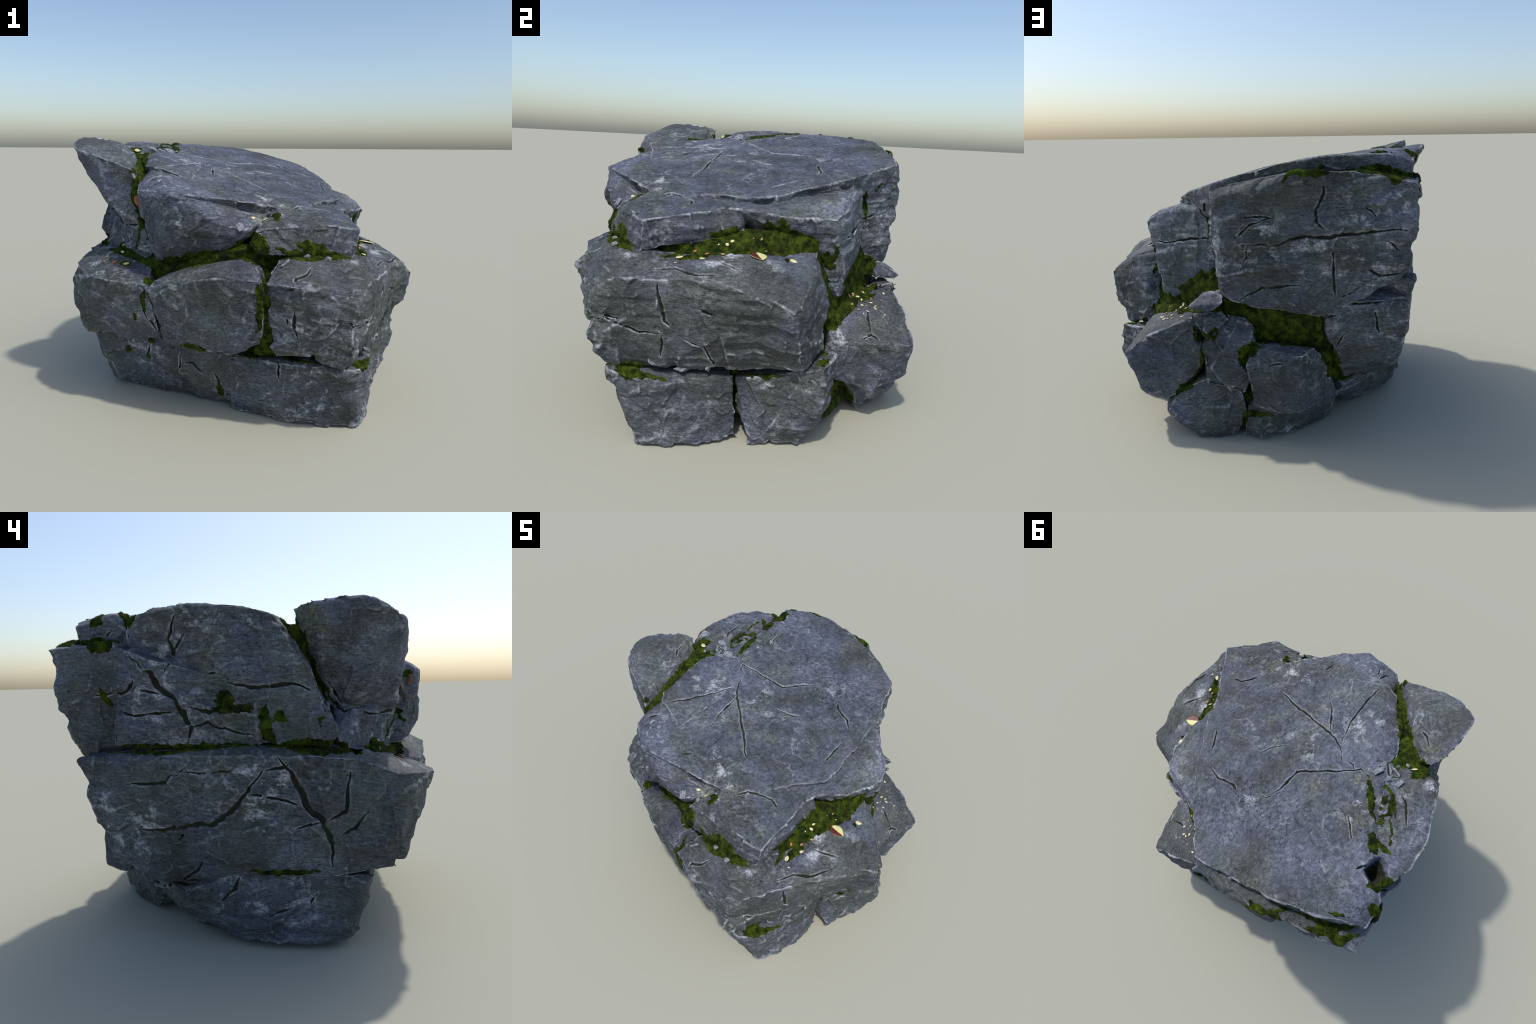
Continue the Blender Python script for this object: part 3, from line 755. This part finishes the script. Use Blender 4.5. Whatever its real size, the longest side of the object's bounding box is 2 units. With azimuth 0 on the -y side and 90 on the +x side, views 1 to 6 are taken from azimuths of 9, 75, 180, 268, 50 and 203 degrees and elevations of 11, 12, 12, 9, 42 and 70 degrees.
# mossy soil that fills the joints
core = voxel_mesh('moss_bed', [
    [(-.78,-.40,.2),(.0,-.62,.2),(.60,-.68,.15),(.70,.27,.05),(-.78,.30,.15),(-.75,-.50,.90),(.08,-.80,.99),(-.44,-.68,.835),(-.2,-.75,.895),(.58,-.58,.97),(.66,-.25,.955),(.66,.15,.97),(.61,-.15,1.03),(.62,.17,1.06),(.5,.35,1.1),(-.7,.6,1.25),(0,.68,1.2),
     (.25,.6,.3),(-.28,.80,.69),(-.06,.795,.70),(-.36,.70,.3),(.2,.72,.6),(.52,.45,.05),(0,.6,.05)],
    [(-.52,-.68,1.32),(-.57,-.58,1.37),(-.63,-.40,1.415),(-.72,-.22,1.45),(-.84,-.10,1.465),(-.80,.02,1.48),(-.62,-.08,1.46),(-.58,.02,1.465),(-.64,.50,1.512),(-.72,.48,1.52),
     (-.5,-.62,1.0),(-.70,-.20,1.05),(-.6,.5,1.0)],
    [(.56,.38,.54),(.33,.58,.65),(.30,.72,.70),(.3,.5,.3),(.3,.3,.3),(.67,.33,.30),(.65,.34,.55),(.67,.27,.61)],
    [(.17,-.82,.46),(.24,-.82,.46),(.17,-.905,.84),(.24,-.905,.84),(.17,-.87,.62),(.24,-.87,.62),(.12,-.76,.41),(.26,-.76,.41),(.15,-.6,.41),(.25,-.6,.9)],
    [(.16,.60,.01),(.0,.60,.01),(.125,.755,.02),(.05,.765,.02),(.13,.775,.24),(.03,.78,.26),(.08,.6,.3)],
    [(-.70,.86,1.40),(-.5,.93,1.40),(-.45,.93,1.42),(-.16,.92,1.42),(-.2,.8,1.44),(-.65,.8,1.46),(-.4,.7,1.2)]], .012)
p = coords(core); p = relax(p, edges(core), 3); set_coords(core, p)
n = normals(core).copy()
p = p + n * (.012 * fbm(p * 9, 2) + .010 * noise(p * 28) + .006 * noise(p * 70))[:, None]
set_coords(core, p)
core.polygons.foreach_set('use_smooth', [True] * len(core.polygons))
core.materials.append(M_MOSS)
core_ob = bpy.data.objects.new('moss_bed', core); bpy.context.scene.collection.objects.link(core_ob)
core_ob.parent = root

cush = joined('moss_cushion', [(v, f) for v, f, _, _ in MOSS_BITS], M_MOSS)
cush['kind'] = 'stuff'

# short moss fronds standing on the cushions
tips = np.concatenate([v[m > .12] for v, _, _, m in MOSS_BITS])
dirs = np.concatenate([nn[m > .12] for _, _, nn, m in MOSS_BITS])
pick = RNG.choice(len(tips), min(len(tips), 16000), replace=False)
tips, dirs = tips[pick], dirs[pick]
k = len(tips)
dirs = dirs + RNG.normal(scale=.45, size=(k, 3)) + np.array([0, 0, .35])
dirs /= np.linalg.norm(dirs, axis=1)[:, None]
side = np.cross(dirs, RNG.normal(size=(k, 3))); side /= np.linalg.norm(side, axis=1)[:, None]
fwd = np.cross(dirs, side)
ln = RNG.uniform(.004, .010, size=(k, 1)); wd = RNG.uniform(.0012, .0024, size=(k, 1))
base = tips - dirs * .002
ring = [base + wd * (side * math.cos(a) + fwd * math.sin(a)) for a in (0, 2.09, 4.19)]
verts = np.stack(ring + [base + dirs * ln], 1).reshape(-1, 3)
tri = np.array([[0, 1, 3], [1, 2, 3], [2, 0, 3]])
faces = (tri[None] + 4 * np.arange(k)[:, None, None]).reshape(-1, 3)
M_FROND = moss_material('moss_frond_green', (.020, .032, .004), (.072, .092, .012))
fr = joined('moss_frond', [(verts, faces)], M_FROND, False)
fr['kind'] = 'stuff'


# ------------------------------------------------------------------ loose bits
bpy.context.view_layer.update()
TREES = [tree_of(o.data) for o in root.children if o.name.split('.')[0] in
         ('cap_slab', 'spire', 'wall_slab', 'side_block', 'block', 'footing', 'boulder', 'moss_bed', 'moss_cushion', 'wedge_stone')]


def settle(x, y, z):
    """Highest surface below the point: where a loose bit comes to rest."""
    best = None
    for t in TREES:
        loc, nor, i, d = t.ray_cast(Vector((x, y, z)), Vector((0, 0, -1)), .6)
        if loc is not None and (best is None or loc.z > best[0].z):
            best = (loc, nor if nor.z > 0 else -nor)
    return best


def place(ob, loc, nor, spin, lift=0.0, tilt=0.0):
    q = Vector((0, 0, 1)).rotation_difference(nor)
    ob.rotation_mode = 'QUATERNION'
    from mathutils import Quaternion
    ob.rotation_quaternion = q @ Quaternion((0, 0, 1), spin) @ Quaternion((1, 0, 0), tilt)
    ob.location = loc + nor * lift
    ob.parent = root


def leaf_mesh(name, half, mats, curl, cut=None):
    """A dry leaf: pointed outline, a raised midrib line, real thickness, curled."""
    bm = bmesh.new()
    rows, cols = 8, 6
    grid = []
    for layer in (0, 1):
        for i in range(rows + 1):
            u = i / rows
            w = half * .62 * math.sin(math.pi * min(1, .06 + .94 * u)) ** .75 * (1.12 - .35 * u) + .0004
            for j in range(cols + 1):
                v = j / cols * 2 - 1
                x, y = (u - .5) * 2 * half, v * w
                z = curl * (v * v * w * .55 + (u - .5) ** 2 * half * .8) + (.0018 if layer else 0) - .0007 * (1 - abs(v)) * (j == cols // 2)
                grid.append(bm.verts.new((x, y, z)))
    k = (rows + 1) * (cols + 1)
    at = lambda l, i, j: grid[l * k + i * (cols + 1) + j]
    for i in range(rows):
        for j in range(cols):
            f = bm.faces.new((at(1, i, j), at(1, i + 1, j), at(1, i + 1, j + 1), at(1, i, j + 1)))
            g2 = bm.faces.new((at(0, i, j), at(0, i, j + 1), at(0, i + 1, j + 1), at(0, i + 1, j)))
            if cut is not None and j < cols * cut:
                f.material_index = g2.material_index = 1
    for i in range(rows):
        bm.faces.new((at(0, i, 0), at(0, i + 1, 0), at(1, i + 1, 0), at(1, i, 0)))
        bm.faces.new((at(0, i + 1, cols), at(0, i, cols), at(1, i, cols), at(1, i + 1, cols)))
    for j in range(cols):
        bm.faces.new((at(0, 0, j + 1), at(0, 0, j), at(1, 0, j), at(1, 0, j + 1)))
        bm.faces.new((at(0, rows, j), at(0, rows, j + 1), at(1, rows, j + 1), at(1, rows, j)))
    bmesh.ops.recalc_face_normals(bm, faces=bm.faces)
    me = bpy.data.meshes.new(name); bm.to_mesh(me); bm.free()
    for m in mats:
        me.materials.append(m)
    me.polygons.foreach_set('use_smooth', [True] * len(me.polygons))
    return me


CREAM = plain_material('leaf_cream', (.50, .46, .24), (.72, .68, .42), .6, 60)
TAN = plain_material('leaf_tan', (.26, .17, .08), (.48, .34, .17), .6, 60)
RUST = plain_material('leaf_rust', (.30, .12, .05), (.42, .20, .09), .6, 60)
WINE = plain_material('leaf_wine', (.045, .008, .006), (.16, .035, .03), .5, 120)
LEMON = plain_material('leaf_lemon', (.62, .60, .24), (.72, .70, .34), .55, 20)
KINDS = [leaf_mesh('leaf_a', .014, [CREAM], .5), leaf_mesh('leaf_b', .012, [TAN], .7),
         leaf_mesh('leaf_c', .016, [CREAM], -.3), leaf_mesh('leaf_d', .013, [RUST], .5)]


def drop_leaf(x, y, z, me, scale=1.0, spin=None, tilt=0.0, lift=.002, name='leaf'):
    hit = settle(x, y, z)
    if hit is None:
        return
    ob = bpy.data.objects.new(name, me); bpy.context.scene.collection.objects.link(ob)
    place(ob, hit[0], hit[1], random.uniform(0, 6.28) if spin is None else spin, lift, tilt)
    ob.scale = (scale,) * 3


# the two-coloured leaf and the pale chips by the moss on the middle block
two = leaf_mesh('leaf_two_tone', .046, [LEMON, WINE], .10, .5)
for v in two.vertices:
    v.co.y *= 1.45
drop_leaf(.724, -.135, 1.02, two, 1.0, .15, 0, .004)
drop_leaf(.744, .031, 1.02, KINDS[2], 1.25, .8)
drop_leaf(-.753, -.066, 1.6, KINDS[0], 1.3, .3)
drop_leaf(-.70, -.62, .98, KINDS[3], 1.4, 1.2)
drop_leaf(-.62, -.645, .98, KINDS[0], 1.2, .4)
drop_leaf(.17, -.69, 1.25, KINDS[0], 1.2, .2)
drop_leaf(.11, -.70, 1.25, KINDS[2], .8, .9)
drop_leaf(.60, -.52, 1.0, KINDS[0], 1.2, 2.0)
for x, y, z, me, sc in ((.69, -.50, 1.0, KINDS[0], 1.3), (.70, -.40, 1.0, KINDS[2], 1.0), (.68, -.30, 1.0, KINDS[1], 1.0)):
    drop_leaf(x, y, z, me, sc)
# orange leaf stuck upright in the mossy cleft by the spire
ob = bpy.data.objects.new('leaf', leaf_mesh('leaf_orange', .032, [RUST], .3))
bpy.context.scene.collection.objects.link(ob); ob.parent = root
ob.location = (-.515, -.705, 1.215); ob.rotation_euler = (1.35, 1.25, .25)
# litter gathered along the moss: (count, x range, y range, drop height)
for count, (x0, x1), (y0, y1), z in ((10, (.62, .74), (-.55, .02), 1.02), (24, (.36, .60), (.36, .62), .80), (6, (.40, .60), (.45, .70), .80), (5, (-.80, -.6), (-.62, -.50), 1.0)):
    for i in range(count):
        drop_leaf(random.uniform(x0, x1), random.uniform(y0, y1), z, random.choice(KINDS[:3] * 3 + KINDS[3:]), random.uniform(.35, .9), tilt=random.uniform(-.35, .35), lift=.003)

# broken chips of slate
RUB = []
for k in range(4):
    pts = [(random.uniform(-1, 1), random.uniform(-.8, .8), random.uniform(-.45, .45)) for _ in range(11)]
    bm = bmesh.new(); hull_into(bm, pts)
    bmesh.ops.bevel(bm, geom=list(bm.edges), offset=.06, segments=1, affect='EDGES')
    bmesh.ops.recalc_face_normals(bm, faces=bm.faces)
    me = bpy.data.meshes.new('slate_chip'); bm.to_mesh(me); bm.free()
    me.materials.append(M_TOP); RUB.append(me)


def chip(x, y, z, size, spin):
    hit = settle(x, y, z)
    if hit is None:
        return
    ob = bpy.data.objects.new('slate_chip', random.choice(RUB)); bpy.context.scene.collection.objects.link(ob)
    place(ob, hit[0], hit[1], spin, size * .12, random.uniform(-.3, .3))
    ob.scale = (size,) * 3


for x, y, s in ((-.60, -.06, .045), (-.66, -.02, .035), (-.56, .0, .035), (-.62, .03, .04), (-.69, .04, .03), (-.52, .015, .025), (-.71, -.08, .022)):
    chip(x, y, 1.62, s, random.uniform(0, 6.28))
for x, y, z, s in ((.70, -.48, .42, .05), (.73, -.36, .42, .045), (.76, -.24, .43, .05), (.79, -.10, .43, .05), (.72, -.62, .45, .04), (.86, .05, .45, .035),
                   (.16, -.73, 1.2, .03), (.05, -.78, 1.2, .03), (.30, -.86, 1.0, .03), (.50, -.80, 1.0, .035), (.40, -.80, 1.0, .028)):
    chip(x, y, z, s, random.uniform(0, 6.28))
